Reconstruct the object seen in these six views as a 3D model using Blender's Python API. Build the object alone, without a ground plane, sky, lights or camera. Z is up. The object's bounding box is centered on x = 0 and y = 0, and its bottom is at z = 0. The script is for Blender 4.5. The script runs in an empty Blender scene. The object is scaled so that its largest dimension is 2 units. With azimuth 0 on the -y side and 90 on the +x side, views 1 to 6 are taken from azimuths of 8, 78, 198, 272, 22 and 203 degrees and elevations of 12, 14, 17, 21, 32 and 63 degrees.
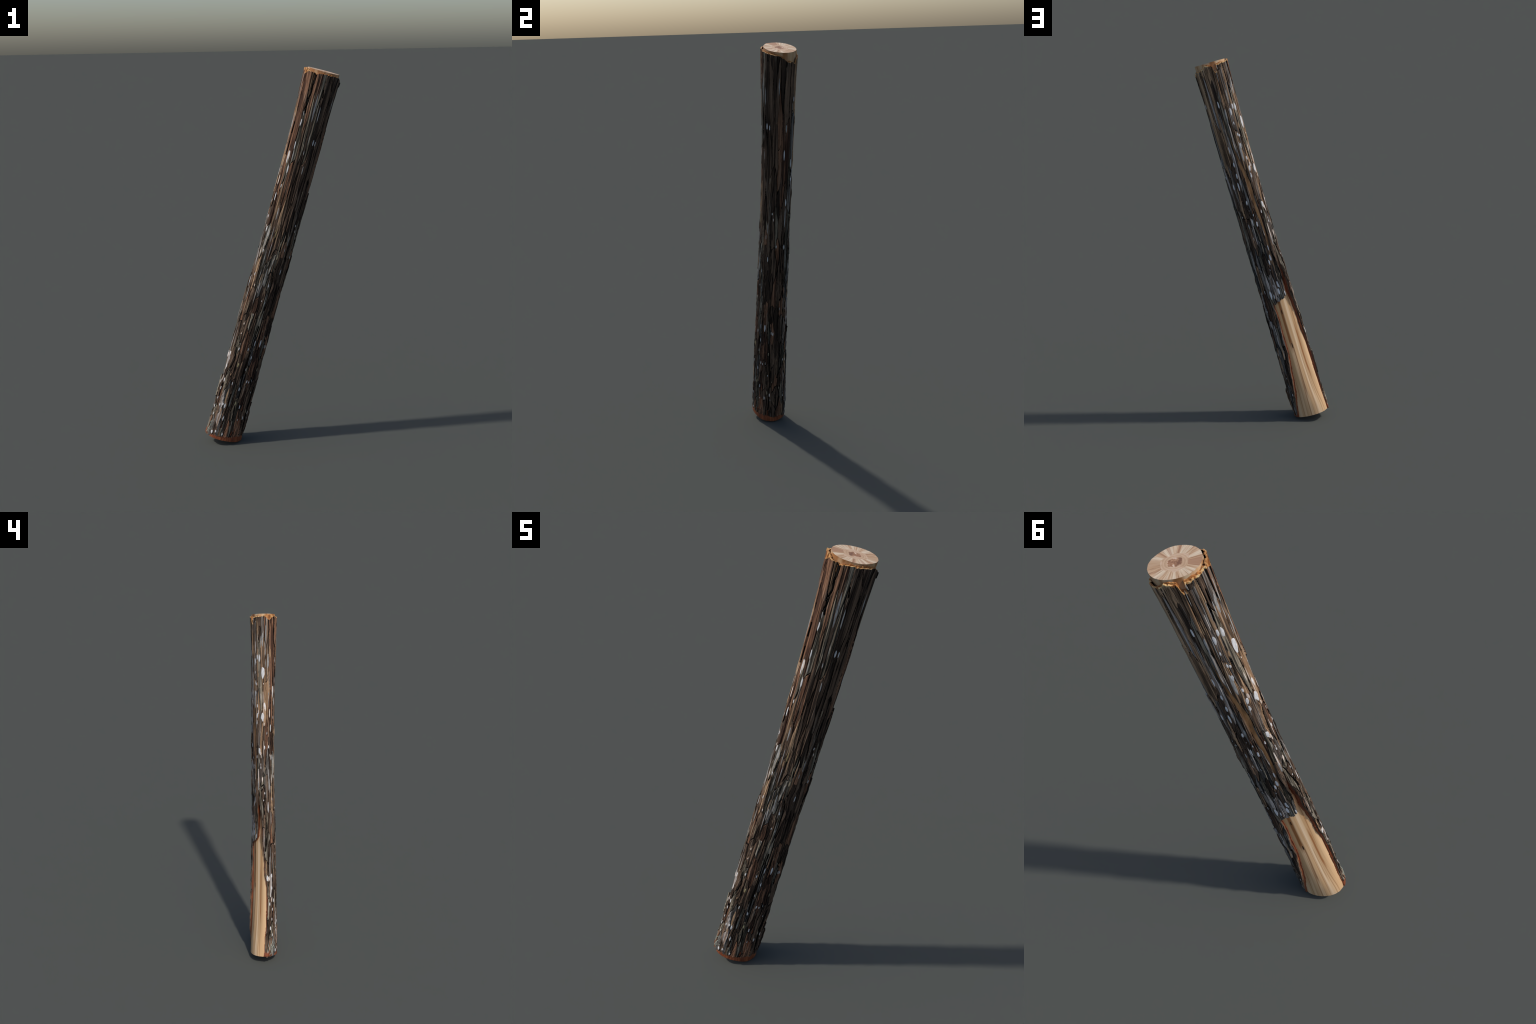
"""A leaning, half-peeled wooden log: a sawn core, a thin red inner bark, a ragged furrowed
outer bark broken into long plates, and pale lichen spots.  Everything is modelled in the log's
own frame (z along the log, angle 0 = the underside, 90 = back, 180 = upper side, 270 = front)
and the root object leans it."""
import bpy
import math
import random
import numpy as np
from mathutils import Matrix

rng = np.random.default_rng(11)
random.seed(11)

# ------------------------------------------------------------------ the log's own frame
FOOT = np.array([-0.27509, 0.00451, 0.0])
HEAD = np.array([0.29086, -0.00316, 2.0])
LENGTH = float(np.linalg.norm(HEAD - FOOT))
AXIS = (HEAD - FOOT) / LENGTH
SIDE_U = np.cross([0, 1, 0], AXIS)
SIDE_U /= np.linalg.norm(SIDE_U)
SIDE_V = np.cross(AXIS, SIDE_U)

KNOTS = np.array([0, .2, .4, .6, .8, 1.0])
BEND_U = [0, .0015, .0038, .0062, .0043, 0]
BEND_V = [0, -.0002, -.0001, .0027, .0016, 0]
RADIUS = [.0942, .0851, .0783, .0745, .0750, .0875]
OVAL_C = [.0093, .0113, .0068]
OVAL_S = [.0020, .0086, .0074]


# gentle swellings and hollows of the trunk: angle, spread, lengths, heights
SWELLS = [
    (300, 24, (0, .4, .9, 1.3, 1.75, 2.05), (-.004, -.004, .004, .012, .012, .003)),
    (342, 20, (0, .3, .8, 1.2, 1.5, 1.85, 2.05), (-.002, -.006, -.006, -.003, 0, 0, -.004)),
    (234, 22, (0, .1, .5, .8, 1.0), (.002, .004, .003, .001, 0)),
    (54, 18, (0, .15, .5, .8), (.003, .005, .004, 0)),
    (124, 32, (0, .1, .3, .6, .72, .85, 1.2, 1.4, 1.85, 2.0), (-.003, -.004, -.007, -.008, -.004, -.004, -.001, .002, .004, .001)),
    (178, 22, (.1, .4, .8, 1.1, 1.4, 1.7, 2.0), (.003, .001, 0, .001, .004, .003, 0)),
]


def curve(values, t):
    """smooth polynomial through the six knots"""
    out = 0
    for i in range(6):
        w = 1
        for j in range(6):
            if j != i:
                w = w * (t - KNOTS[j]) / (KNOTS[i] - KNOTS[j])
        out = out + values[i] * w
    return out


def quad(c, t):
    return c[0] * (1 - t) * (1 - 2 * t) + c[1] * 4 * t * (1 - t) + c[2] * t * (2 * t - 1)


def radius(th, s):
    t = s / LENGTH
    r = curve(RADIUS, t) + quad(OVAL_C, t) * np.cos(2 * th) + quad(OVAL_S, t) * np.sin(2 * th)
    for angle, spread, along_s, rise in SWELLS:
        off = (np.degrees(th) - angle + 180) % 360 - 180
        r = r + np.interp(s, along_s, rise) * np.exp(-(off / spread) ** 2)
    return r


def place(th, s, r):
    t = s / LENGTH
    return np.stack([curve(BEND_U, t) + r * np.cos(th), curve(BEND_V, t) + r * np.sin(th), s + 0 * r], -1)


def wood_radius(th, s):
    """the core under the bark: the bark is thinner towards the foot"""
    r = radius(th, s) * np.interp(s, [0, .06, .2, .5, 1.05, 1.6, 2.06], [.925, .915, .85, .82, .80, .82, .868])
    # the bare window is hewn almost flat: a plane facing angle 138, blended softly
    facing = np.cos(th - math.radians(138))
    plane = np.interp(s, [.03, .10, .2, .35, .9, 1.1, 1.5], [.100, .076, .062, .053, .049, .054, .120]) / np.maximum(facing, .25)
    gap = np.clip((r - plane) / .012 + .5, 0, 1)
    return r * (1 - gap) + plane * gap - .006 * gap * (1 - gap)


# ------------------------------------------------------------------ small numeric tools
def step(a, b, x):
    x = np.clip((x - a) / (b - a), 0, 1)
    return x * x * (3 - 2 * x)


def streaks(th, s, around, pitch, seed):
    """value noise, periodic round the log: `around` cells in a turn, `pitch` metres along"""
    r = np.random.default_rng(seed)
    rows = int(2.4 / pitch) + 4
    lat = r.random((around, rows))
    x = (th / math.tau * around) % around
    y = np.clip((s + .1) / pitch, 0, rows - 2.001)
    i, j = np.floor(x).astype(int) % around, np.floor(y).astype(int)
    fx, fy = x - np.floor(x), y - j
    fx, fy = fx * fx * (3 - 2 * fx), fy * fy * (3 - 2 * fy)
    i2 = (i + 1) % around
    return (lat[i, j] * (1 - fx) + lat[i2, j] * fx) * (1 - fy) + (lat[i, j + 1] * (1 - fx) + lat[i2, j + 1] * fx) * fy - .5


def turn(a, b):
    """signed angle from b to a"""
    return (a - b + math.pi) % math.tau - math.pi


# ------------------------------------------------------------------ scene graph helpers
def new_mesh(name, verts, faces, material, parent, normals=None, smooth=True):
    faces = np.asarray(faces, np.int32)
    me = bpy.data.meshes.new(name)
    me.vertices.add(len(verts))
    me.vertices.foreach_set("co", np.asarray(verts, np.float32).ravel())
    n, k = faces.shape
    me.loops.add(n * k)
    me.loops.foreach_set("vertex_index", faces.ravel())
    me.polygons.add(n)
    me.polygons.foreach_set("loop_start", np.arange(n, dtype=np.int32) * k)
    me.polygons.foreach_set("loop_total", np.full(n, k, np.int32))
    me.polygons.foreach_set("use_smooth", np.full(n, smooth, bool))
    me.update(calc_edges=True)
    me.validate()
    if normals is not None:
        me.normals_split_custom_set_from_vertices(np.asarray(normals, np.float32).tolist())
    me.materials.append(material)
    ob = bpy.data.objects.new(name, me)
    bpy.context.scene.collection.objects.link(ob)
    ob.parent = parent
    return ob


def compact(verts, faces, normals=None):
    used, inverse = np.unique(faces.ravel(), return_inverse=True)
    return verts[used], inverse.reshape(faces.shape), None if normals is None else normals[used]


def grid_faces(nt, ns, closed=True):
    """quads of an (angle, length) grid, vertex index = i * ns + j"""
    i = np.arange(nt if closed else nt - 1)
    j = np.arange(ns - 1)
    i, j = np.meshgrid(i, j, indexing="ij")
    i2 = (i + 1) % nt
    return np.stack([i * ns + j, i2 * ns + j, i2 * ns + j + 1, i * ns + j + 1], -1)


def grid_normals(P):
    a = np.roll(P, -1, 0) - np.roll(P, 1, 0)
    b = np.gradient(P, axis=1)
    n = np.cross(a, b)
    return n / (np.linalg.norm(n, axis=-1, keepdims=True) + 1e-12)


# ------------------------------------------------------------------ materials
class Nodes:
    def __init__(self, name, rough=.85, specular=.2):
        m = self.material = bpy.data.materials.new(name)
        m.use_nodes = True
        self.t = m.node_tree
        self.shader = self.t.nodes["Principled BSDF"]
        self.shader.inputs["Roughness"].default_value = rough
        self.shader.inputs["Specular IOR Level"].default_value = specular
        self.object = self.t.nodes.new("ShaderNodeTexCoord").outputs["Object"]

    def put(self, kind, inputs, out=0, **props):
        n = self.t.nodes.new("ShaderNode" + kind)
        for k, v in props.items():
            setattr(n, k, v)
        for k, v in inputs.items():
            if isinstance(v, bpy.types.NodeSocket):
                self.t.links.new(v, n.inputs[k])
            else:
                n.inputs[k].default_value = v
        return n.outputs[out]

    def math(self, op, a, b=0.0, c=0.0, clamp=False):
        return self.put("Math", {0: a, 1: b, 2: c}, operation=op, use_clamp=clamp)

    def stretched(self, x, z, shift=0.0):
        v = self.put("Mapping", {"Vector": self.object, "Scale": (x, x, z), "Location": (shift, shift * .7, shift * .3)})
        return v

    def noise(self, vector, detail=3.0, rough=.6, scale=1.0, distort=0.0):
        return self.put("TexNoise", {"Vector": vector, "Scale": scale, "Detail": detail, "Roughness": rough, "Distortion": distort})

    def ramp(self, fac, stops):
        n = self.t.nodes.new("ShaderNodeValToRGB")
        e = n.color_ramp.elements
        while len(e) < len(stops):
            e.new(.5)
        for el, (p, c) in zip(e, stops):
            el.position = p
            el.color = (*c, 1) if not isinstance(c, (int, float)) else (c, c, c, 1)
        self.t.links.new(fac, n.inputs[0])
        return n.outputs[0]

    def mix(self, fac, a, b, blend="MIX"):
        n = self.t.nodes.new("ShaderNodeMix")
        n.data_type, n.blend_type = "RGBA", blend
        for k, v in ((0, fac), (6, a), (7, b)):
            if isinstance(v, bpy.types.NodeSocket):
                self.t.links.new(v, n.inputs[k])
            else:
                n.inputs[k].default_value = v if k == 0 else (*v, 1)
        return n.outputs[2]

    def angle(self):
        """degrees round the log, 0..360"""
        sx = self.t.nodes.new("ShaderNodeSeparateXYZ")
        self.t.links.new(self.object, sx.inputs[0])
        a = self.math("MULTIPLY", self.math("ARCTAN2", sx.outputs[1], sx.outputs[0]), 180 / math.pi)
        return self.math("MODULO", self.math("ADD", a, 360.0), 360.0), sx.outputs[2]

    def random(self):
        return self.put("ObjectInfo", {}, out=5)

    def finish(self, colour, height=None, strength=.3, distance=.002):
        self.t.links.new(colour, self.shader.inputs["Base Color"])
        if height is not None:
            b = self.put("Bump", {"Height": height, "Strength": strength, "Distance": distance})
            self.t.links.new(b, self.shader.inputs["Normal"])
        return self.material


def bark_material(name, dark, mid, light, shift, tint=(.30, .28, .26), tint_at=.62):
    n = Nodes(name, .8, .2)
    wide = n.noise(n.stretched(110, 2.6, shift), 3, .62, distort=.2)
    fine = n.noise(n.stretched(290, 4.5, shift + 3), 3, .6)
    crumb = n.noise(n.stretched(100, 22, shift + 7), 4, .68)
    rnd = n.math("MULTIPLY_ADD", n.random(), .20, -.10)
    base = n.ramp(n.math("ADD", wide, rnd), [(.33, tuple(c * .6 for c in dark)), (.42, dark), (.51, mid), (.63, light)])
    weathered = n.ramp(n.noise(n.stretched(85, 3.2, shift + 13), 3, .55, distort=.25), [(tint_at - .06, 0), (tint_at + .04, 1)])
    base = n.mix(n.math("MULTIPLY", weathered, .85), base, tint)
    lines = n.ramp(fine, [(.35, .18), (.43, .85), (.60, 1.0), (.70, 1.75)])
    base = n.mix(1.0, base, lines, "MULTIPLY")
    speck = n.ramp(crumb, [(.30, .40), (.43, 1.0), (.64, 1.05), (.74, 1.5)])
    base = n.mix(.7, base, speck, "MULTIPLY")
    return n.finish(base, n.math("ADD", fine, crumb), .5, .0015)


BARK = {
    "dark": bark_material("dark_brown_bark", (.039, .024, .016), (.091, .057, .038), (.160, .103, .068), 1.0, (.19, .15, .115), .67),
    "red": bark_material("red_brown_bark", (.065, .032, .021), (.157, .076, .043), (.270, .143, .084), 5.0, (.30, .215, .155), .67),
    "tan": bark_material("tan_brown_bark", (.109, .067, .041), (.287, .172, .097), (.460, .299, .178), 9.0, (.38, .35, .31), .63),
    "grey": bark_material("weathered_grey_bark", (.095, .078, .066), (.245, .210, .182), (.43, .39, .36), 14.0, (.20, .125, .08), .58),
    "coal": bark_material("charcoal_bark", (.032, .030, .028), (.094, .083, .073), (.198, .178, .158), 19.0, (.25, .22, .195), .62),  # base lightened and warmed to set how bright the shaded back looks
    "olive": bark_material("olive_brown_bark", (.052, .043, .030), (.144, .116, .083), (.287, .241, .178), 23.0, (.32, .30, .26), .62),
}


def furrow_material():
    n = Nodes("furrow_bark", .95, .1)
    a = n.noise(n.stretched(180, 6, 2), 3, .6)
    return n.finish(n.ramp(a, [(.38, (.003, .0025, .002)), (.58, (.009, .007, .006)), (.74, (.05, .036, .026))]), a, .3)  # near-black base paints the shadow inside the cracks, beyond what the grooves cast


def inner_bark_material(name, low, high, edge):
    n = Nodes(name, .6, .35)
    a = n.noise(n.stretched(90, 12, 4), 4, .6)
    _, z = n.angle()
    fresh = n.math("MULTIPLY_ADD", z, 2.2, -3.4, clamp=True)
    col = n.mix(fresh, n.ramp(a, [(.3, tuple(c * .45 for c in low)), (.5, low), (.7, edge)]),
                n.ramp(a, [(.3, tuple(c * .4 for c in high)), (.48, high), (.66, (.62, .33, .12))]))
    return n.finish(col, a, .3)


def wood_material():
    n = Nodes("bare_wood", .65, .3)
    sx = n.t.nodes.new("ShaderNodeSeparateXYZ")
    n.t.links.new(n.object, sx.inputs[0])
    unit = n.put("VectorMath", {0: n.put("CombineXYZ", {0: sx.outputs[0], 1: sx.outputs[1]})}, operation="NORMALIZE")
    grainwise = lambda x, z: n.put("VectorMath", {0: n.put("VectorMath", {0: unit, "Scale": x}, operation="SCALE"), 1: n.put("CombineXYZ", {2: n.math("MULTIPLY", sx.outputs[2], z)})}, operation="ADD")
    a = n.noise(grainwise(3.2, .55), 3, .5)
    b = n.noise(grainwise(10, 1.0), 3, .55)
    col = n.ramp(a, [(.32, (.46, .245, .11)), (.43, (.61, .385, .20)), (.55, (.71, .485, .28)), (.68, (.76, .565, .37))])
    col = n.mix(.85, col, n.ramp(b, [(.34, (.56, .41, .29)), (.44, (.92, .87, .82)), (.66, (1.06, 1.05, 1.04))]), "MULTIPLY")
    ang, z = n.angle()
    wob = n.math("MULTIPLY_ADD", n.noise(n.stretched(8, 5, 1), 2, .5), 5.0, -2.5)

    def band(col, centre, width, z0, z1, colour, amount):
        d = n.math("ABSOLUTE", n.math("SUBTRACT", n.math("ADD", ang, wob), centre))
        m = n.math("MULTIPLY", n.math("SUBTRACT", 1.0, n.math("DIVIDE", d, width)), 1.7, clamp=True)
        up = n.math("MULTIPLY", n.math("SUBTRACT", z, z0), 14.0, clamp=True)
        down = n.math("MULTIPLY", n.math("SUBTRACT", z1, z), 14.0, clamp=True)
        m = n.math("MULTIPLY", n.math("MULTIPLY", m, up), n.math("MULTIPLY", down, amount))
        return n.mix(m, col, colour)

    col = band(col, 108, 13, .40, .80, (.25, .10, .03), 1.0)
    col = band(col, 117, 5, .12, .50, (.26, .12, .045), .85)
    col = band(col, 166, 4.5, .22, .58, (.36, .14, .045), .9)
    col = band(col, 152, 3, .12, .45, (.42, .22, .10), .6)
    col = band(col, 90, 10, .16, .75, (.50, .29, .12), .6)
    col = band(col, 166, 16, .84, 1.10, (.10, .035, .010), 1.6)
    top = n.math("MULTIPLY_ADD", z, 12.0, -23.6, clamp=True)
    amber = n.ramp(n.noise(n.stretched(26, 6, 6), 2, .5), [(.38, (.36, .15, .05)), (.48, (.55, .33, .17)), (.60, (.62, .47, .30))])
    col = n.mix(top, col, amber)
    return n.finish(col, b, .12)


def end_material(name, mode):
    n = Nodes(name, .7, .25)
    ang, z = n.angle()
    sx = n.t.nodes.new("ShaderNodeSeparateXYZ")
    n.t.links.new(n.object, sx.inputs[0])
    if mode == "rays":
        unit = n.put("VectorMath", {0: n.put("CombineXYZ", {0: sx.outputs[0], 1: sx.outputs[1]})}, operation="NORMALIZE")
        v = n.put("VectorMath", {0: n.put("CombineXYZ", {0: sx.outputs[0], 1: sx.outputs[1]}), "Scale": 1.4}, operation="SCALE")
        v = n.put("VectorMath", {0: unit, 1: v}, operation="ADD")
        a = n.noise(v, 3, .6, scale=3.2)
        b = n.noise(v, 3, .65, scale=13.0)
        col = n.ramp(a, [(.36, (.43, .245, .145)), (.47, (.61, .41, .26)), (.60, (.73, .585, .43))])
        col = n.mix(.9, col, n.ramp(b, [(.32, (.60, .48, .40)), (.43, (.94, .91, .88)), (.62, (1.10, 1.10, 1.08))]), "MULTIPLY")
        for lo, hi, tone, amount in ((181, 206, (.40, .215, .125), .9), (4, 30, (.47, .285, .165), .7), (279, 286, (.36, .19, .115), .8), (310, 320, (.45, .27, .175), .7)):
            m = n.math("MULTIPLY", n.math("GREATER_THAN", ang, lo), n.math("LESS_THAN", ang, hi))
            col = n.mix(n.math("MULTIPLY", m, amount), col, n.mix(b, tone, tuple(c * 1.15 for c in tone)))
    elif mode == "rings":
        r = n.math("SQRT", n.math("ADD", n.math("MULTIPLY", sx.outputs[0], sx.outputs[0]), n.math("MULTIPLY", n.math("MULTIPLY", sx.outputs[1], sx.outputs[1]), 1.3)))
        w = n.noise(n.stretched(30, 1, 2), 3, .5)
        wave = n.math("SINE", n.math("MULTIPLY_ADD", w, 9.0, n.math("MULTIPLY", r, 650.0)))
        col = n.ramp(n.math("MULTIPLY_ADD", wave, .10, w), [(.30, (.53, .34, .21)), (.5, (.63, .42, .27)), (.68, (.68, .49, .35))])
    else:
        w = n.noise(n.stretched(70, 1, 5), 3, .6)
        col = n.ramp(w, [(.38, (.26, .13, .08)), (.5, (.40, .21, .12)), (.57, (.56, .34, .21)), (.64, (.74, .56, .43))])
    return n.finish(col, None)


def lichen_material(name, a, b):
    n = Nodes(name, .9, .1)
    w = n.noise(n.stretched(160, 50, 3), 3, .5)
    col = n.mix(n.random(), n.ramp(w, [(.3, a), (.7, b)]), n.ramp(w, [(.3, tuple(c * .78 for c in a)), (.7, b)]))
    return n.finish(col, w, .15)


LICHEN = {
    "white": lichen_material("white_lichen", (.52, .52, .52), (.76, .75, .75)),
    "cream": lichen_material("cream_lichen", (.62, .50, .42), (.80, .70, .62)),
    "grey": lichen_material("grey_lichen", (.24, .23, .22), (.40, .39, .37)),
    "tan": lichen_material("tan_lichen", (.25, .15, .085), (.42, .28, .17)),
    "yellow": lichen_material("yellow_lichen", (.42, .34, .13), (.56, .50, .28)),
    "ochre": lichen_material("ochre_lichen", (.20, .165, .11), (.34, .28, .19)),
    "green": lichen_material("green_lichen", (.24, .27, .22), (.42, .45, .38)),
    "rust": lichen_material("rust_bark", (.17, .035, .012), (.34, .085, .03)),
}

# ------------------------------------------------------------------ root
root = bpy.data.objects.new("peeled_log", None)
bpy.context.scene.collection.objects.link(root)
root["label"] = "leaning sawn log with peeling dark bark and pale lichen spots"
root["category"] = "log"
frame = Matrix.Identity(4)
for k, axis in enumerate((SIDE_U, SIDE_V, AXIS)):
    for row in range(3):
        frame[row][k] = float(axis[row])
for row in range(3):
    frame[row][3] = float(FOOT[row])
root.matrix_world = frame

# ------------------------------------------------------------------ wood core and its cut ends
S_FOOT, S_HEAD = .0285, 2.054
FACETS = 24
th = np.arange(FACETS) / FACETS * math.tau
ss = np.concatenate([[S_FOOT, S_FOOT + .004], np.linspace(.08, 2.0, 40), [S_HEAD - .002, S_HEAD]])
TH, SS = np.meshgrid(th, ss, indexing="ij")
core_p = place(TH, SS, wood_radius(TH, SS))
wood_core = new_mesh("wood_core", core_p.reshape(-1, 3), grid_faces(FACETS, len(ss)).reshape(-1, 4), wood_material(), root)
END_RAYS, END_RINGS, END_PITH = end_material("end_grain_rays", "rays"), end_material("end_grain_rings", "rings"), end_material("pith_wood", "pith")


def ring_piece(name, s, inner, outer, material, parent, up, sides=52, wobble=0.0, dip=0.0):
    a = np.arange(sides) / sides * math.tau
    seat = np.array([float(curve(BEND_U, s / LENGTH)), float(curve(BEND_V, s / LENGTH)), 0.0])
    corner = th[np.minimum((a / math.tau * FACETS).astype(int), FACETS - 1)]
    nxt = corner + math.tau / FACETS
    p0, p1 = (place(c, np.full_like(c, s), wood_radius(c, np.full_like(c, s))) for c in (corner, nxt))
    f = ((a - corner) / (math.tau / FACETS))[:, None]
    rim = p0 * (1 - f) + p1 * f - seat
    rough = 1 + wobble * (np.sin(3 * a + 1) + np.sin(6 * a + 2))[:, None]
    loops = []
    for k in np.linspace(inner, outer, 5):
        ring = rim * (k * (rough if k < .8 else 1)) + seat
        ring[:, 2] = s - dip * (1 - (k - inner) / max(outer - inner, 1e-6)) * up
        loops.append(ring)
    P = np.stack(loops, 1)
    F = grid_faces(sides, 5).reshape(-1, 4)
    if up > 0:
        F = F[:, ::-1]
    return new_mesh(name, P.reshape(-1, 3), F[:, ::-1], material, parent, smooth=False)


for end, up in ((S_HEAD, 1), (S_FOOT, -1)):
    cut = ring_piece("cut_end", end, .53, 1.0, END_RAYS, root, up, wobble=.06)
    ring_piece("growth_ring", end, .28, .53, END_RINGS, cut, up, wobble=.06)
    ring_piece("pith", end, .0, .28, END_PITH, cut, up, wobble=.06, dip=.0015)

# dark elongated knots in the bare wood
def blob(name, th0, s0, half_len, half_wid, material, parent, surface, lift, seed, rings=5, sides=18, ragged=.12):
    """a thin raised oval patch that follows a surface; half_wid is in radians"""
    r = np.random.default_rng(seed)
    a = np.arange(sides) / sides * math.tau
    edge = 1 + ragged * sum(r.normal() * np.sin(k * a + r.random() * 6) / k for k in (2, 3, 4, 5))
    k = np.linspace(0, 1, rings)
    K, A = np.meshgrid(k, a, indexing="ij")
    E = np.broadcast_to(edge, K.shape)
    T = th0 + half_wid * K * E * np.cos(A)
    S = s0 + half_len * K * E * np.sin(A)
    dome = lift * np.clip(1 - K ** 6, 0, 1) - .0003
    top = place(T, S, surface(T, S) + dome)[1:].reshape(-1, 3)
    centre = place(np.array([th0]), np.array([s0]), surface(np.array([th0]), np.array([s0])) + lift)
    skirt = place(T[-1], S[-1], surface(T[-1], S[-1]) - .002)
    verts = np.concatenate([centre, top, skirt])
    n, q = sides, np.arange(sides)
    faces = []
    for ring in range(rings - 1):
        o, i2 = 1 + ring * n, (q + 1) % n
        faces.append(np.stack([o + q, o + n + q, o + n + i2, o + i2], -1))
    cap = np.stack([np.zeros(n, int), 1 + q, 1 + (q + 1) % n], -1)
    quads = np.concatenate(faces)
    tri = np.concatenate([quads[:, [0, 1, 2]], quads[:, [0, 2, 3]], cap])
    return new_mesh(name, verts, tri, material, parent)


knot_nodes = Nodes("dark_knot", .8, .2)
KNOT = knot_nodes.finish(knot_nodes.ramp(knot_nodes.noise(knot_nodes.stretched(200, 60), 2), [(.3, (.006, .004, .003)), (.7, (.035, .016, .008))]))
for n, (a, s, hl, hw) in enumerate(((111, .648, .015, 2.4), (115, .447, .017, 2.7))):
    blob("wood_knot", math.radians(a), s, hl, math.radians(hw), KNOT, wood_core, wood_radius, .0008, 50 + n)

# ------------------------------------------------------------------ where the bark is missing
deg = math.degrees


def outline(x, *pairs):
    xs, ys = zip(*pairs)
    return np.interp(x, xs, ys)


def bark_top(d):
    """ragged upper edge of the outer bark, by angle in degrees"""
    return outline(d % 360, (0, 2.030), (6, 2.022), (10, 2.013), (26, 2.013), (36, 2.000), (40, 2.004), (43, 2.026), (50, 2.026), (56, 2.018), (76, 2.028), (86, 2.042),
                   (100, 2.040), (117, 2.036), (121, 2.004), (131, 2.001), (134, 2.036), (158, 2.040), (170, 2.040), (184, 2.044), (192, 2.049), (205, 2.050), (214, 2.049), (222, 2.042), (245, 2.036), (250, 2.034),
                   (255, 2.036), (270, 2.042), (328, 2.042), (348, 2.038), (360, 2.028))


def bark_foot(d):
    return outline(d % 360, (0, .055), (25, .062), (36, .050), (54, .040), (180, .030), (195, .022), (220, .034), (243, .047), (268, .054), (300, .056), (320, .062), (340, .068), (360, .055))


def in_peel(d, s, grow=0.0, rough=True):
    """True on the bare wood window at the foot; grow widens it (degrees)"""
    j = 2.2 * streaks(np.radians(d), s, 40, .02, 71) + 5 * streaks(np.radians(d), s, 12, .07, 72) if rough else 0
    left = outline(s, (0, 46), (.03, 51), (.15, 65), (.24, 72), (.33, 78), (.42, 84), (.52, 84), (.66, 83), (.72, 81))
    right = outline(s, (0, 182), (.03, 185), (.1, 190), (.2, 195), (.32, 197), (.42, 195), (.5, 191), (.6, 186), (.7, 181), (.76, 176), (.85, 172), (.93, 166), (1.0, 162.5), (1.04, 161))
    flap = outline(s, (.7, 152), (.76, 153), (.80, 156), (.87, 158), (.91, 155), (.95, 158), (1.0, 160), (1.04, 161))
    hem = outline(d, (80, .728), (88, .702), (95, .700), (104, .712), (114, .708), (124, .717), (135, .722), (148, .735), (152, .745)) + .010 * (streaks(np.radians(d), s * 0, 60, .5, 73) if rough else 0)
    lower = (s < hem) & (d > left + j - grow) & (d < right + j + grow)
    upper = (s >= hem - .002) & (s < 1.05) & (d > flap + .5 * j - grow) & (d < right + j + 4 * streaks(np.radians(d), s, 20, .035, 74) + grow)
    return lower | upper


def strip_band(d, s):
    """distance (degrees) outside the spiralling bare strip on the back; negative = inside"""
    centre = outline(s, (1.0, 146), (1.06, 146), (1.15, 143.5), (1.26, 139), (1.39, 135), (1.49, 123), (1.6, 112), (1.75, 106))
    half = outline(s, (1.0, 0), (1.03, 2), (1.08, 4), (1.15, 6), (1.27, 8), (1.39, 8.5), (1.48, 7), (1.6, 3.5), (1.72, -1))
    return np.where((s > 1.0) & (s < 1.75), np.abs(d - centre) - half + 3 * streaks(np.radians(d), s, 30, .06, 77), 50)


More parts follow.
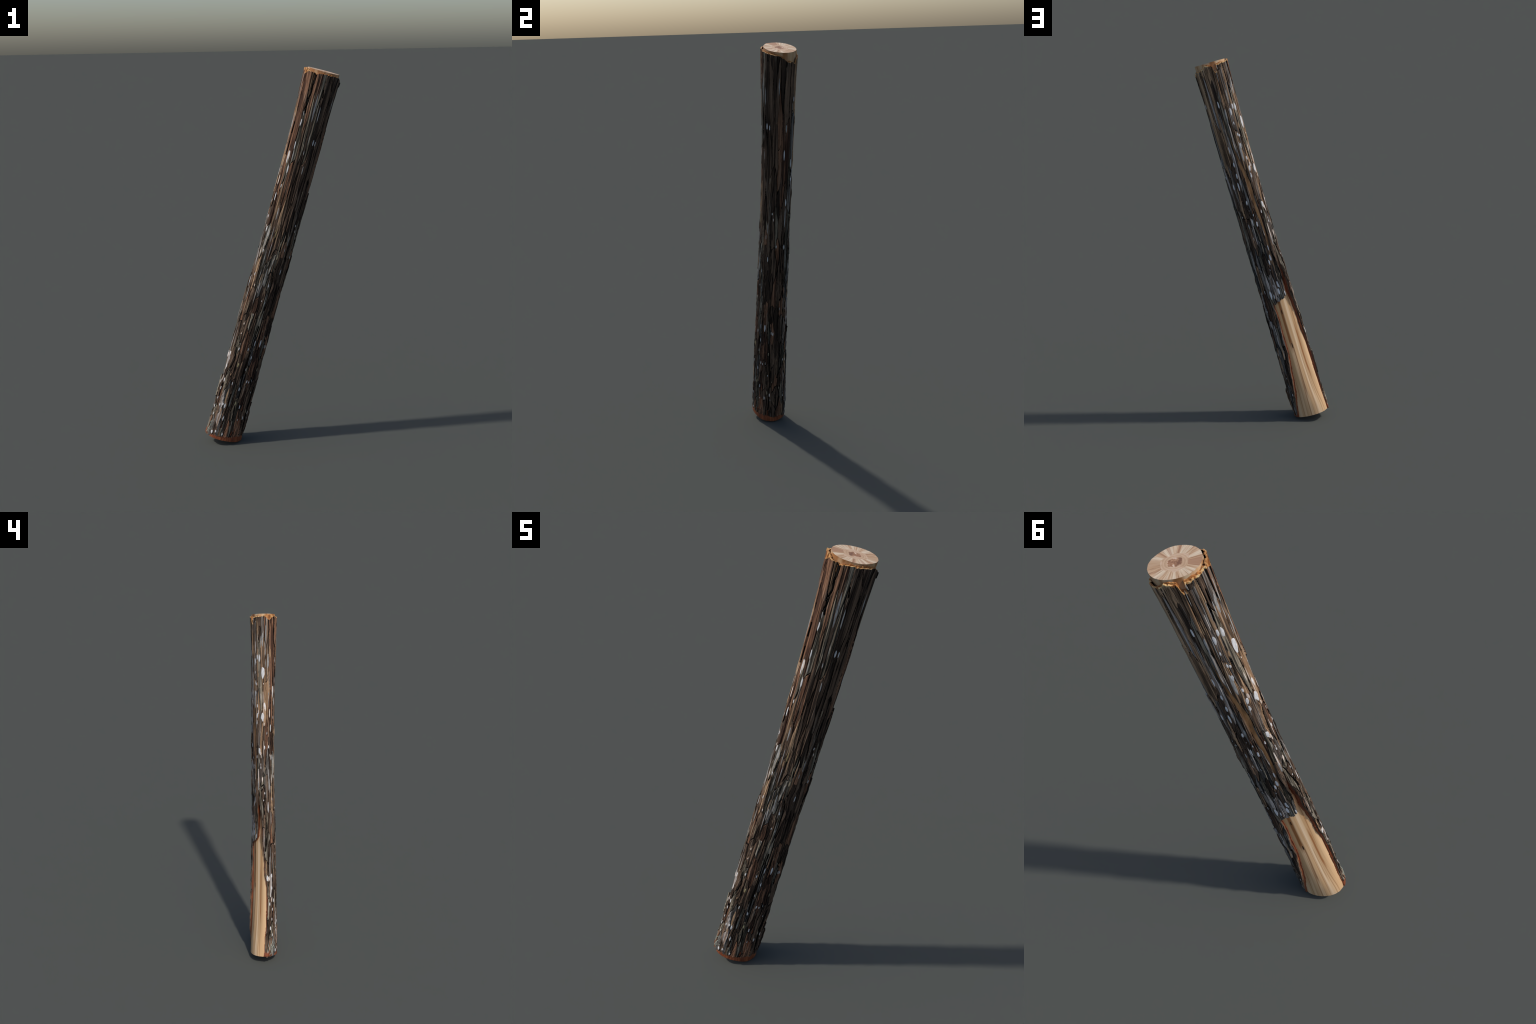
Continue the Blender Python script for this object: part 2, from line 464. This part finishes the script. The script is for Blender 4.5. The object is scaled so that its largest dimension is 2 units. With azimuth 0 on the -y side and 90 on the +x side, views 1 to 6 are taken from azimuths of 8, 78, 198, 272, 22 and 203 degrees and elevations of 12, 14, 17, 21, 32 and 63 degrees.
# ------------------------------------------------------------------ lichen spots: angle, length, half length, half width (deg)
SPOTS = {"white": [
    (143, 1.780, .022, 4.3), (156, 1.804, .017, 3.5), (166, 1.797, .024, 4.2), (181, 1.714, .035, 7.6), (99, 1.830, .021, 3.3), (143, 1.717, .010, 2.4),
    (147, 1.654, .010, 2.6), (153, 1.647, .009, 2.5), (147, 1.594, .016, 3.7), (157, 1.521, .012, 2.7), (157, 1.464, .017, 4.3), (155, 1.424, .014, 3.6),
    (181, 1.457, .028, 6.6), (187, 1.521, .023, 3.4), (92, 1.504, .015, 3.5), (122, 1.521, .012, 4.1), (90, 1.441, .017, 3.8), (63, 1.387, .017, 3.3),
    (85, 1.384, .024, 3.7), (188, 1.277, .013, 2.5), (89, 1.584, .021, 2.9), (168, 1.257, .021, 4.5), (154, 1.221, .010, 2.1), (173, 1.158, .009, 2.0),
    (167, .958, .021, 3.1), (120, 1.161, .015, 4.7), (100, 1.177, .022, 3.2), (100, 1.287, .015, 3.4), (115, 1.214, .008, 2.6), (134, .962, .020, 4.6),
    (138, 1.018, .018, 2.6), (123, .938, .018, 3.6), (131, .808, .020, 4.7), (126, .768, .021, 5.2), (84, .758, .028, 4.7), (97, .745, .013, 3.0)],
    "white upper": [(149, .752, .012, 2.6), (223, 1.604, .036, 2.9), (235, 1.544, .025, 2.6), (213, 1.391, .026, 2.2), (204, 1.281, .010, 2.3), (215, 1.217, .017, 2.4),
    (200, .924, .034, 2.1), (212, .515, .014, 3.0), (212, .441, .013, 2.5), (221, .365, .012, 2.5), (215, .312, .010, 2.1), (213, .252, .008, 2.0),
    (207, .198, .014, 2.2), (214, .158, .010, 2.0), (241, .235, .009, 2.6), (195, .501, .020, 3.0), (240, 1.787, .019, 2.4), (239, 1.670, .023, 2.2)],
    "white front": [(219, .971, .010, 1.7), (227, 1.104, .011, 1.8), (242, .558, .009, 2.0), (277, .568, .011, 2.1), (323, .611, .024, 3.4), (300, .525, .012, 2.1), (204, .345, .012, 2.4),
    (253, .362, .010, 1.9), (308, .388, .010, 2.2), (285, .338, .011, 2.8), (230, .225, .010, 2.1), (249, .228, .015, 3.0), (306, .238, .012, 2.2), (255, .158, .016, 2.4),
    (229, .060, .012, 3.5), (242, .072, .009, 2.3), (267, .068, .009, 2.6), (323, 1.014, .015, 2.3), (287, .931, .010, 2.3), (299, .608, .017, 2.2)],
    "white under": [(306, 1.704, .017, 3.2), (40, 1.837, .014, 2.5), (9, 1.574, .025, 2.4), (34, 1.527, .023, 2.5), (37, 1.444, .012, 3.2), (19, 1.331, .020, 2.4),
    (335, 1.267, .007, 1.8), (354, 1.094, .008, 2.0), (19, 1.091, .015, 2.2), (354, .588, .010, 2.1), (330, .175, .013, 1.7), (317, 1.700, .014, 2.2)],
    "cream": [(163, 1.485, .014, 3.4), (191, 1.514, .026, 3.0), (208, 1.477, .031, 2.1), (179, 1.088, .019, 2.2), (185, .578, .018, 2.6), (190, .481, .018, 2.5), (212, .372, .018, 2.2),
    (156, .861, .030, 2.6), (227, 1.614, .030, 2.5), (201, .498, .016, 3.5), (340, 1.237, .009, 1.7), (348, .202, .012, 1.8), (174, 1.240, .012, 2.0)],
    "grey": [(97, 1.401, .013, 4.0), (142, 1.560, .070, 4.4), (120, 1.767, .039, 4.0), (162, 1.058, .035, 3.6), (78, 1.158, .015, 2.7), (111, 1.301, .017, 3.7), (191, 1.945, .055, 2.2),
    (200, 1.780, .049, 3.6), (178, 1.904, .046, 3.6), (204, 1.084, .064, 2.6), (205, .555, .085, 2.0), (241, 1.834, .014, 1.9), (241, 1.620, .032, 2.1), (280, 1.644, .013, 2.0), (277, 1.870, .075, 3.8),
    (298, 1.844, .045, 2.0), (293, 1.557, .023, 2.1), (241, 1.311, .035, 2.6), (228, 1.207, .033, 3.0), (318, 1.184, .033, 2.0), (262, .974, .050, 2.5), (14, 1.704, .022, 2.2), (349, 1.900, .043, 2.0),
    (18, 1.251, .058, 2.2), (312, 1.134, .013, 1.8), (349, .591, .011, 2.0)],
    "tan": [(161, 1.700, .015, 2.2), (210, 1.824, .031, 2.4), (206, 1.835, .040, 2.0), (251, 1.171, .018, 2.5), (239, .408, .008, 1.8), (239, .198, .015, 2.1), (247, .282, .056, 3.2)],
    "yellow": [(85, .548, .016, 2.6), (255, .471, .013, 2.1), (285, .255, .012, 2.2), (256, 1.205, .022, 1.2)],
    "ochre": [(290, 1.088, .013, 2.8), (295, .455, .025, 2.1), (339, .212, .013, 2.2), (312, 1.191, .035, 2.4), (322, 1.437, .018, 1.9), (341, .458, .011, 2.2), (17, .248, .008, 1.7)],
    "rust": [(318, .235, .024, 1.3), (316, .150, .034, 1.0), (311, .100, .026, 1.3), (301, .082, .016, 1.7), (262, 1.0, .020, 1.2), (250, 1.14, .02, 1.4)],
}
spots = [(k.split()[0], math.radians(a), s, hl, math.radians(hw)) for k, rows in SPOTS.items() for a, s, hl, hw in rows]
for zone, count, a0, a1, s0, s1, kinds in (("foot", 18, 195, 400, .08, .85, ("white", "ochre", "grey", "grey", "cream")),
                                           ("back", 12, 55, 125, .75, 1.55, ("white", "grey", "grey")),
                                           ("top side", 16, 160, 235, .9, 1.65, ("white", "grey", "cream", "tan")),
                                           ("back foot", 12, 25, 66, .1, .7, ("grey", "white", "ochre"))):
    for _ in range(count):
        spots.append((random.choice(kinds), math.radians(random.uniform(a0, a1)), random.uniform(s0, s1), random.uniform(.005, .011), math.radians(random.uniform(.9, 1.9))))
for zone, count, a0, a1, s0, s1, kinds in (("front fibres", 34, 206, 292, .40, 1.25, ("grey", "grey", "tan", "ochre")),
                                           ("upper fibres", 26, 138, 222, 1.0, 1.95, ("grey", "grey", "cream", "tan")),
                                           ("head fibres", 16, 85, 150, 1.55, 1.98, ("grey", "tan", "tan"))):
    for _ in range(count):
        spots.append((random.choice(kinds), math.radians(random.uniform(a0, a1)), random.uniform(s0, s1), random.uniform(.025, .065), math.radians(random.uniform(.7, 1.5))))
spots = [p for p in spots if not in_peel(np.array([deg(p[1]) % 360]), np.array([p[2]]), 3, False)[0] and strip_band(np.array([deg(p[1]) % 360]), np.array([p[2]]))[0] > 1]

# deep fissures in the bark: polylines of (angle, length) and a half width in metres
FISSURES = [
    (.0080, [(248, 2.06), (248, 1.98)]), (.0062, [(248, 1.98), (247, 1.93), (243, 1.905)]), (.0058, [(242, 1.885), (244, 1.84)]), (.0024, [(293, 1.965), (296, 1.93)]),
    (.0026, [(220, 1.40), (222, 1.26), (219, 1.14), (213, 1.05)]), (.0026, [(263, 1.088), (272, 1.128), (294, 1.122), (288, 1.165)]),
    (.0022, [(272, .985), (278, 1.004), (290, 1.0), (297, .985), (299, .934), (298, .85)]), (.0028, [(295, .70), (292, .55), (287, .455), (287, .34)]),
    (.0028, [(233, .56), (236, .488), (225, .40)]), (.0030, [(219, .34), (216, .255), (206, .16)]), (.0026, [(258, .30), (257, .19), (256, .10)]),
    (.0024, [(341, .74), (342, .54), (348, .338), (344, .07)]), (.0022, [(287, .70), (284, .425), (288, .12)]),
    (.0024, [(57, 1.207), (74, 1.20), (86, 1.194), (88, 1.15)]), (.0022, [(98, 1.17), (107, 1.07), (131, 1.02)]), (.0024, [(193, 1.15), (184, 1.105)]),
    (.0024, [(174, 1.045), (182, 1.056), (187, 1.05), (190, .998), (182, .94), (186, .88)]), (.0030, [(190, .86), (195, .76), (190, .66)]), (.0022, [(20, 1.22), (17, 1.0), (22, .8)]),
    (.0022, [(75, 1.75), (80, 1.62), (84, 1.5)]), (.0022, [(168, 1.98), (170, 1.88)]), (.0022, [(160, 1.93), (158, 1.85)]), (.0024, [(22, .6), (18, .42), (20, .25)]),
    (.0024, [(140, 1.46), (146, 1.36), (152, 1.27)]),
]

# ------------------------------------------------------------------ outer bark relief
NT, NS = 660, 920
theta = np.arange(NT) / NT * math.tau
along = np.linspace(0, 1, NS)
TH, Q = np.meshgrid(theta, along, indexing="ij")
D = np.degrees(TH)
fray = (.003 + .003 * step(.5, .4, Q)) * streaks(TH, TH * 0, 110, .5, 5) + .003 * streaks(TH, TH * 0, 40, .5, 6)
lo, hi = bark_foot(D) + fray, bark_top(D) + fray
BASE = .045 + Q * (2.03 - .045)
S = BASE + (lo - .045) * (1 - step(0, .06, Q)) + (hi - 2.03) * step(.94, 1, Q)

# long plates: an elongated cellular pattern, longer towards the head
ARC = .080
AROUND = 32
calm = 1.25 - .85 * step(1.1, 1.75, S)
wander = calm * (.009 * streaks(TH, S, 9, .16, 21) + .005 * streaks(TH, S, 24, .05, 22))
plate_a = TH * ARC + wander
lean = outline(S, (0, 0), (1.0, .006), (1.5, -.010), (2.05, 0)) * np.exp(-(turn(TH, math.radians(130)) / .9) ** 2)
plate_a = plate_a + lean
PITCH_S = [(0, .115), (.6, .13), (1.2, .17), (1.6, .25), (2.1, .40)]
fine_s = np.linspace(-.1, 2.3, 2401)
cumul = np.concatenate([[0], np.cumsum(.001 / outline(fine_s, *PITCH_S))])[:2401]
warp_s = lambda s: np.interp(s, fine_s, cumul)
WIDE = math.tau * ARC / AROUND
X = plate_a / WIDE
Y = warp_s(S + .016 * streaks(TH, S, 30, .03, 23) + .03 * streaks(TH, S, 70, .3, 24))
rows = int(Y.max()) + 2
seeds = []
for r in range(-1, rows):
    for c in range(AROUND):
        if rng.random() < .98:
            seeds.append((c + rng.uniform(.1, .9), r + rng.uniform(0, 1)))
seeds = np.array(seeds)
d1 = np.full(X.shape, 1e9, np.float32)
d2 = d1.copy()
k1 = np.zeros(X.shape, np.int32)
k2 = k1.copy()
Xf, Yf = X.astype(np.float32), Y.astype(np.float32)
for k, (sx, sy) in enumerate(seeds):
    j0, j1 = 0, NS
    near = np.where(np.abs(Yf - sy).min(0) < 2.2)[0]
    if not len(near):
        continue
    cols = slice(near[0], near[-1] + 1)
    dx = (Xf[:, cols] - sx + AROUND / 2) % AROUND - AROUND / 2
    dd = dx * dx + (Yf[:, cols] - sy) ** 2
    a, b = d1[:, cols], d2[:, cols]
    first = dd < a
    second = ~first & (dd < b)
    b[first] = a[first]
    k2[:, cols][first] = k1[:, cols][first]
    a[first] = dd[first]
    k1[:, cols][first] = k
    b[second] = dd[second]
    k2[:, cols][second] = k
gap = seeds[k2] - seeds[k1]
gx = (gap[..., 0] + AROUND / 2) % AROUND - AROUND / 2
gy = gap[..., 1]
norm = np.hypot(gx, gy) + 1e-6
pitch_here = outline(S, *PITCH_S)
EDGE = (d2 - d1) / (2 * norm) / np.sqrt((gx / norm / WIDE) ** 2 + (gy / norm / pitch_here) ** 2)

count = len(seeds)
plate_high = rng.uniform(-.0020, .0022, count) + .0028 * (rng.random(count) < .10)
plate_tilt = rng.normal(0, .0019, count) * (rng.random(count) < .55)
plate_roll = rng.normal(0, .0010, count)
off_x = (Xf - seeds[k1][..., 0] + AROUND / 2) % AROUND - AROUND / 2
off_y = Yf - seeds[k1][..., 1]
soft = streaks(TH, S, 26, .10, 31)
crack = np.clip(.55 + 1.6 * soft, .05, 1)
level = plate_high[k1] + plate_tilt[k1] * off_y * 1.6 + plate_roll[k1] * off_x * 1.5
fine = .0034 * streaks(TH, S, 120, .26, 33) + .0016 * streaks(TH, S, 230, .07, 34) + .0026 * streaks(TH, S, 70, .07, 35) * step(1.9, 1.2, S)
crumb = (.0018 * streaks(TH, S, 150, .012, 36) + .0024 * streaks(TH, S, 60, .022, 37)) * step(1.75, .8, S)
furrow = 1 - step(.0003, .0026, EDGE)
fine *= 1 - .55 * step(1.95, 2.03, S)
H = level - .0042 * furrow * crack + fine + crumb
FURROW = (EDGE < .0009 * crack + .0004)
FURROW |= (fine + .4 * crumb < -.0022) & (soft > -.12)

for half, line in FISSURES:
    line = [(math.radians(a), s) for a, s in line]
    best = np.full(X.shape, 1e9)
    pick = (S > min(p[1] for p in line) - .03) & (S < max(p[1] for p in line) + .03)
    tt, sv = TH[pick] + .04 * streaks(TH[pick], S[pick], 50, .03, 41), S[pick]
    dist = np.full(tt.shape, 1e9)
    for (a0, s0), (a1, s1) in zip(line, line[1:]):
        ex, ey = turn(a1, a0) * ARC, s1 - s0
        px, py = turn(tt, a0) * ARC, sv - s0
        u = np.clip((px * ex + py * ey) / (ex * ex + ey * ey), 0, 1)
        dist = np.minimum(dist, np.hypot(px - u * ex, py - u * ey))
    best[pick] = dist
    width = half * (1 + 1.2 * streaks(TH, S, 40, .04, 42))
    H -= .0085 * (1 - step(width * .3, width * 1.3, best))
    FURROW |= best < width * .75

# lifted edges of the flaps beside the bare window, and the thick lips round it
H += .0035 * np.exp(-((D - 182) / 7.0) ** 2) * step(.50, .58, S) * step(.96, .80, S)
H += .0025 * np.exp(-((D - 120) / 28.0) ** 2) * step(.69, .72, S) * step(1.05, .75, S)
H += .0025 * np.exp(-((D - 78) / 8.0) ** 2) * step(.70, .5, S) - .003 * np.exp(-((D - 195) / 12.0) ** 2) * step(.45, .15, S)
# a few flakes stand off the surface
for a, s, up in ((172, 1.60, .006), (180, 1.40, .006), (165, 1.26, .005), (186, 1.12, .005), (212, 1.80, .004), (203, 1.66, .0045), (206, 1.24, .004), (200, 1.04, .0045), (203, .62, .005), (205, .50, .005), (60, 1.35, .004), (40, 1.10, .004), (58, .48, .004), (196, .10, .004), (60, .07, .004), (40, .36, .003)):
    da, ds = turn(TH, math.radians(a)) / .09, (S - s) / .035
    H += .8 * up * np.clip(1 - da * da, 0, 1) ** 2 * step(-1, .3, ds) * step(1.0, .75, ds)

# recess of the bare strip, flat seats under the lichen
strip = strip_band(D, S)
H -= .0045 * step(3, -1, strip)
for kind, a, s, hl, hw in spots:
    if kind == "rust":
        continue
    w = (turn(TH, a) / hw) ** 2 + ((S - s) / hl) ** 2
    near = w < 3.2
    m = 1 - step(1.0, 3.2, w[near])
    H[near] = H[near] * (1 - m) + (.35 * H[near].mean() + .0010) * m
H -= .0012
H = np.clip(H, -.0088, .009)
R_BARK = radius(TH, S) + H
P = place(TH, S, R_BARK)
N = grid_normals(P)


def bark_surface(t, s):
    """outer bark radius at any angle and length"""
    x = (np.asarray(t) / math.tau * NT) % NT
    q = (np.asarray(s) - .045) / (2.03 - .045) * (NS - 1)
    q = np.clip(q, 0, NS - 1.001)
    i, j = np.floor(x).astype(int) % NT, np.floor(q).astype(int)
    fx, fy = x - np.floor(x), q - j
    i2 = (i + 1) % NT
    h = (H[i, j] * (1 - fx) + H[i2, j] * fx) * (1 - fy) + (H[i, j + 1] * (1 - fx) + H[i2, j + 1] * fx) * fy
    return radius(t, s) + h


faces = grid_faces(NT, NS)
mid = lambda A: A[:, :-1]
gone = in_peel(D, S) | (strip < -1.0)
face_gone = mid(gone)
keep = ~face_gone
face_plate = k1[:, :-1]
face_furrow = FURROW[:, :-1]
fresh_edge = hi - S < .0012 + .003 * streaks(TH, S, 90, .01, 91) + .030 * np.exp(-((D - 203) / 13) ** 2) + .006 * np.exp(-((D - 120) / 70) ** 2)
face_fresh = fresh_edge[:, :-1] & keep
flat = P.reshape(-1, 3)
flat_n = N.reshape(-1, 3)

# the bark's edge walls: from the outer rim of the kept faces down to the wood
edges = {}
kept = faces[keep]
pairs = np.concatenate([kept[:, [0, 1]], kept[:, [1, 2]], kept[:, [2, 3]], kept[:, [3, 0]]])
code = np.minimum(pairs[:, 0], pairs[:, 1]).astype(np.int64) * (NT * NS) + np.maximum(pairs[:, 0], pairs[:, 1])
_, first, times = np.unique(code, return_index=True, return_counts=True)
rim = pairs[first[times == 1]]
open_gap = (np.exp(-((D - 215) / 28) ** 2) + np.exp(-((D - 45) / 14) ** 2)) * step(1.95, 2.0, S) > .35
floor_r = np.where(open_gap, R_BARK - .0055, np.minimum(wood_radius(TH, S) - .001, R_BARK - .002)).reshape(-1)
under = place(TH.reshape(-1), S.reshape(-1), floor_r)
half_r = .45 * floor_r + .55 * R_BARK.reshape(-1)
half_p = place(TH.reshape(-1), S.reshape(-1), half_r)
verts = np.concatenate([flat, half_p, under])
m = NT * NS
outer_wall = np.stack([rim[:, 1], rim[:, 0], rim[:, 0] + m, rim[:, 1] + m], -1)
inner_wall = np.stack([rim[:, 1] + m, rim[:, 0] + m, rim[:, 0] + 2 * m, rim[:, 1] + 2 * m], -1)

# the furrowed ground of the bark, one joined part
FURROW_BARK = furrow_material()
ground = faces[keep & face_furrow & ~face_fresh]
v, f, n = compact(flat, ground, flat_n)
bark = new_mesh("bark", v, f, FURROW_BARK, root, n)
s_flat = S.reshape(-1)
at_head = s_flat[rim[:, 0]] > 1.98
v, f, _ = compact(verts, outer_wall[~at_head])
lip = new_mesh("bark_lip", v, f, BARK["dark"], bark, smooth=False)
lip["kind"] = "stuff"

INNER = inner_bark_material("inner_bark", (.21, .052, .018), (.42, .17, .05), (.31, .10, .035))
v, f, _ = compact(verts, inner_wall)

v, f, n = compact(flat, faces[face_fresh], flat_n)
FRESH = Nodes("fresh_bark_edge", .55, .35)
grain = FRESH.noise(FRESH.stretched(95, 28, 2), 3, .6)
FRESH = FRESH.finish(FRESH.ramp(grain, [(.34, (.22, .075, .022)), (.44, (.50, .21, .065)), (.54, (.72, .43, .17)), (.64, (.80, .58, .30))]), grain, .3)
fresh = new_mesh("fresh_bark_edge", v, f, FRESH, bark, n)
v, f, _ = compact(verts, outer_wall[at_head])
new_mesh("fresh_bark_lip", v, f, FRESH, fresh, smooth=False)

# the plates themselves
PALETTE = ("dark", "red", "tan", "grey", "coal", "olive")


def plate_weights(d, s):
    d = d % 360
    if 50 <= d < 150 and s > 1.42:
        return (1.2, 1.8, 7, 1.4, .3, .8)
    if 25 <= d < 135:
        return (2.6, 1.0, .8, 2.6, 2.2, 1.8)
    if 135 <= d < 205 and s > 1.05:
        return (1.4, 2.7, 2.1, 3.2, .2, .9)
    if 135 <= d < 240 and s <= 1.05:
        return (3.4, .8, .7, 1.1, .5, 2.6)
    if 205 <= d < 262 and s > 1.25:
        return (2.6, 4.2, .6, .35, .1, 1.2)
    if 205 <= d < 300:
        return (5, 1.4, .15, .25, .4, 1.8)
    return (7, 2.2, 0, 0, .2, .25)


order = np.argsort(face_plate.ravel(), kind="stable")
sorted_id = face_plate.ravel()[order]
starts = np.searchsorted(sorted_id, np.arange(count + 1))
all_faces = faces.reshape(-1, 4)
use = (keep & ~face_furrow & ~face_fresh).ravel()
pieces = []
for k in range(count):
    idx = order[starts[k]:starts[k + 1]]
    idx = idx[use[idx]]
    if len(idx) > 12:
        pieces.append((len(idx), k, idx))
pieces.sort(key=lambda p: -p[0])
small = {}
for rank, (size, k, idx) in enumerate(pieces):
    f = all_faces[idx]
    c = f[len(f) // 2][0]
    w = plate_weights(deg(float(TH.reshape(-1)[c])), float(S.reshape(-1)[c]))
    kind = random.choices(PALETTE, w)[0]
    if rank < 290:
        v, ff, nn = compact(flat, f, flat_n)
        new_mesh("bark_plate", v, ff, BARK[kind], bark, nn)
    else:
        small.setdefault(kind, []).append(f)
for kind, parts in small.items():
    v, ff, nn = compact(flat, np.concatenate(parts), flat_n)
    ob = new_mesh("bark_crumbs", v, ff, BARK[kind], bark, nn)
    ob["kind"] = "stuff"

# ------------------------------------------------------------------ inner bark: a thin red layer showing at every edge
IT, IS = 260, 420
ta = np.arange(IT) / IT * math.tau
TI, QI = np.meshgrid(ta, np.linspace(0, 1, IS), indexing="ij")
DI = np.degrees(TI)
top_fray = .008 * streaks(TI, TI * 0, 90, .5, 61)
gold = np.exp(-((DI - 200) / 16) ** 2)
lo_i = np.full(TI.shape, .0305)
gap_i = np.exp(-((DI - 215) / 28) ** 2) + np.exp(-((DI - 45) / 14) ** 2)
hi_i = np.minimum(bark_top(DI) + .004 + .7 * top_fray, S_HEAD - .006) - .035 * np.minimum(gap_i, 1)
SI = lo_i + QI * (hi_i - lo_i)
skin = (radius(TI, SI) - wood_radius(TI, SI))
mixk = .45 + .35 * step(.075, .03, SI)
RI = wood_radius(TI, SI) + skin * mixk - .0012 + .0016 * streaks(TI, SI, 90, .02, 62)
RI = np.where(SI < 2.0, np.minimum(RI, np.maximum(wood_radius(TI, SI) + .0012, radius(TI, SI) - .0102 + .0077 * step(.08, .04, SI))), RI)
RI = np.where((strip_band(DI, SI) < 3) & (SI > .95), radius(TI, SI) - .0062, RI)
PI_ = place(TI, SI, RI)
fi = grid_faces(IT, IS)
open_i = in_peel(DI, SI, -2.4)
keep_i = ~open_i[:, :-1]
fk = fi[keep_i]
strip_i = (strip_band(DI, SI) < 3)[:, :-1][keep_i]
STRIP_MAT = inner_bark_material("bare_strip", (.42, .20, .075), (.50, .26, .105), (.52, .31, .15))
v, f, n = compact(PI_.reshape(-1, 3), fk[~strip_i], grid_normals(PI_).reshape(-1, 3))
inner = new_mesh("inner_bark", v, f, INNER, root, n)
v, f, n = compact(PI_.reshape(-1, 3), fk[strip_i], grid_normals(PI_).reshape(-1, 3))
new_mesh("bare_strip", v, f, STRIP_MAT, inner, n)
pairs = np.concatenate([fk[:, [0, 1]], fk[:, [1, 2]], fk[:, [2, 3]], fk[:, [3, 0]]])
code = np.minimum(pairs[:, 0], pairs[:, 1]).astype(np.int64) * (IT * IS) + np.maximum(pairs[:, 0], pairs[:, 1])
_, first, times = np.unique(code, return_index=True, return_counts=True)
rim_i = pairs[first[times == 1]]
inside = place(TI.reshape(-1), SI.reshape(-1), wood_radius(TI, SI).reshape(-1) - .002)
vi = np.concatenate([PI_.reshape(-1, 3), inside])
wall_i = np.stack([rim_i[:, 1], rim_i[:, 0], rim_i[:, 0] + IT * IS, rim_i[:, 1] + IT * IS], -1)
v, f, _ = compact(vi, wall_i)
new_mesh("inner_bark_edge", v, f, INNER, inner, smooth=False)
v, f, _ = compact(verts, inner_wall)
low_lip = new_mesh("bark_underlip", v, f, INNER, bark, smooth=False)
low_lip["kind"] = "stuff"

# ------------------------------------------------------------------ lichen
for n, (kind, a, s, hl, hw) in enumerate(spots):
    name = "exposed_inner_bark" if kind == "rust" else "lichen_patch" if hl < 6 * hw * ARC else "pale_fibre"
    blob(name, a, s, hl, hw, LICHEN[kind], bark, bark_surface, .0008 if kind != "rust" else .0006, 1000 + n, ragged=.20 if hl < .02 else .16)

# pale strands fanning over the foot of the front
for n in range(9):
    a0, a1 = 196 + n * 2.2, 198 + n * 4.0
    s0, s1 = .036 + .001 * n, .085 + .009 * ((n * 5) % 8)
    pts, rad = [], []
    for q in np.linspace(0, 1, 14):
        a = math.radians(a0 + (a1 - a0) * q ** 2.2)
        s = s0 + (s1 - s0) * q
        pts.append((a, s))
    A, B = np.array(pts).T
    base = bark_surface(A, B)
    wide = .0019 * np.sin(np.linspace(.35, 2.9, 14))
    secs = []
    for da, up in ((-1, -.0015), (-.6, .0007), (0, .0013), (.6, .0007), (1, -.0015)):
        secs.append(place(A + da * wide / .1, B, base + up))
    V = np.stack(secs, 0)
    new_mesh("lichen_strand", V.reshape(-1, 3), grid_faces(5, 14, False).reshape(-1, 4), LICHEN["green"], bark)
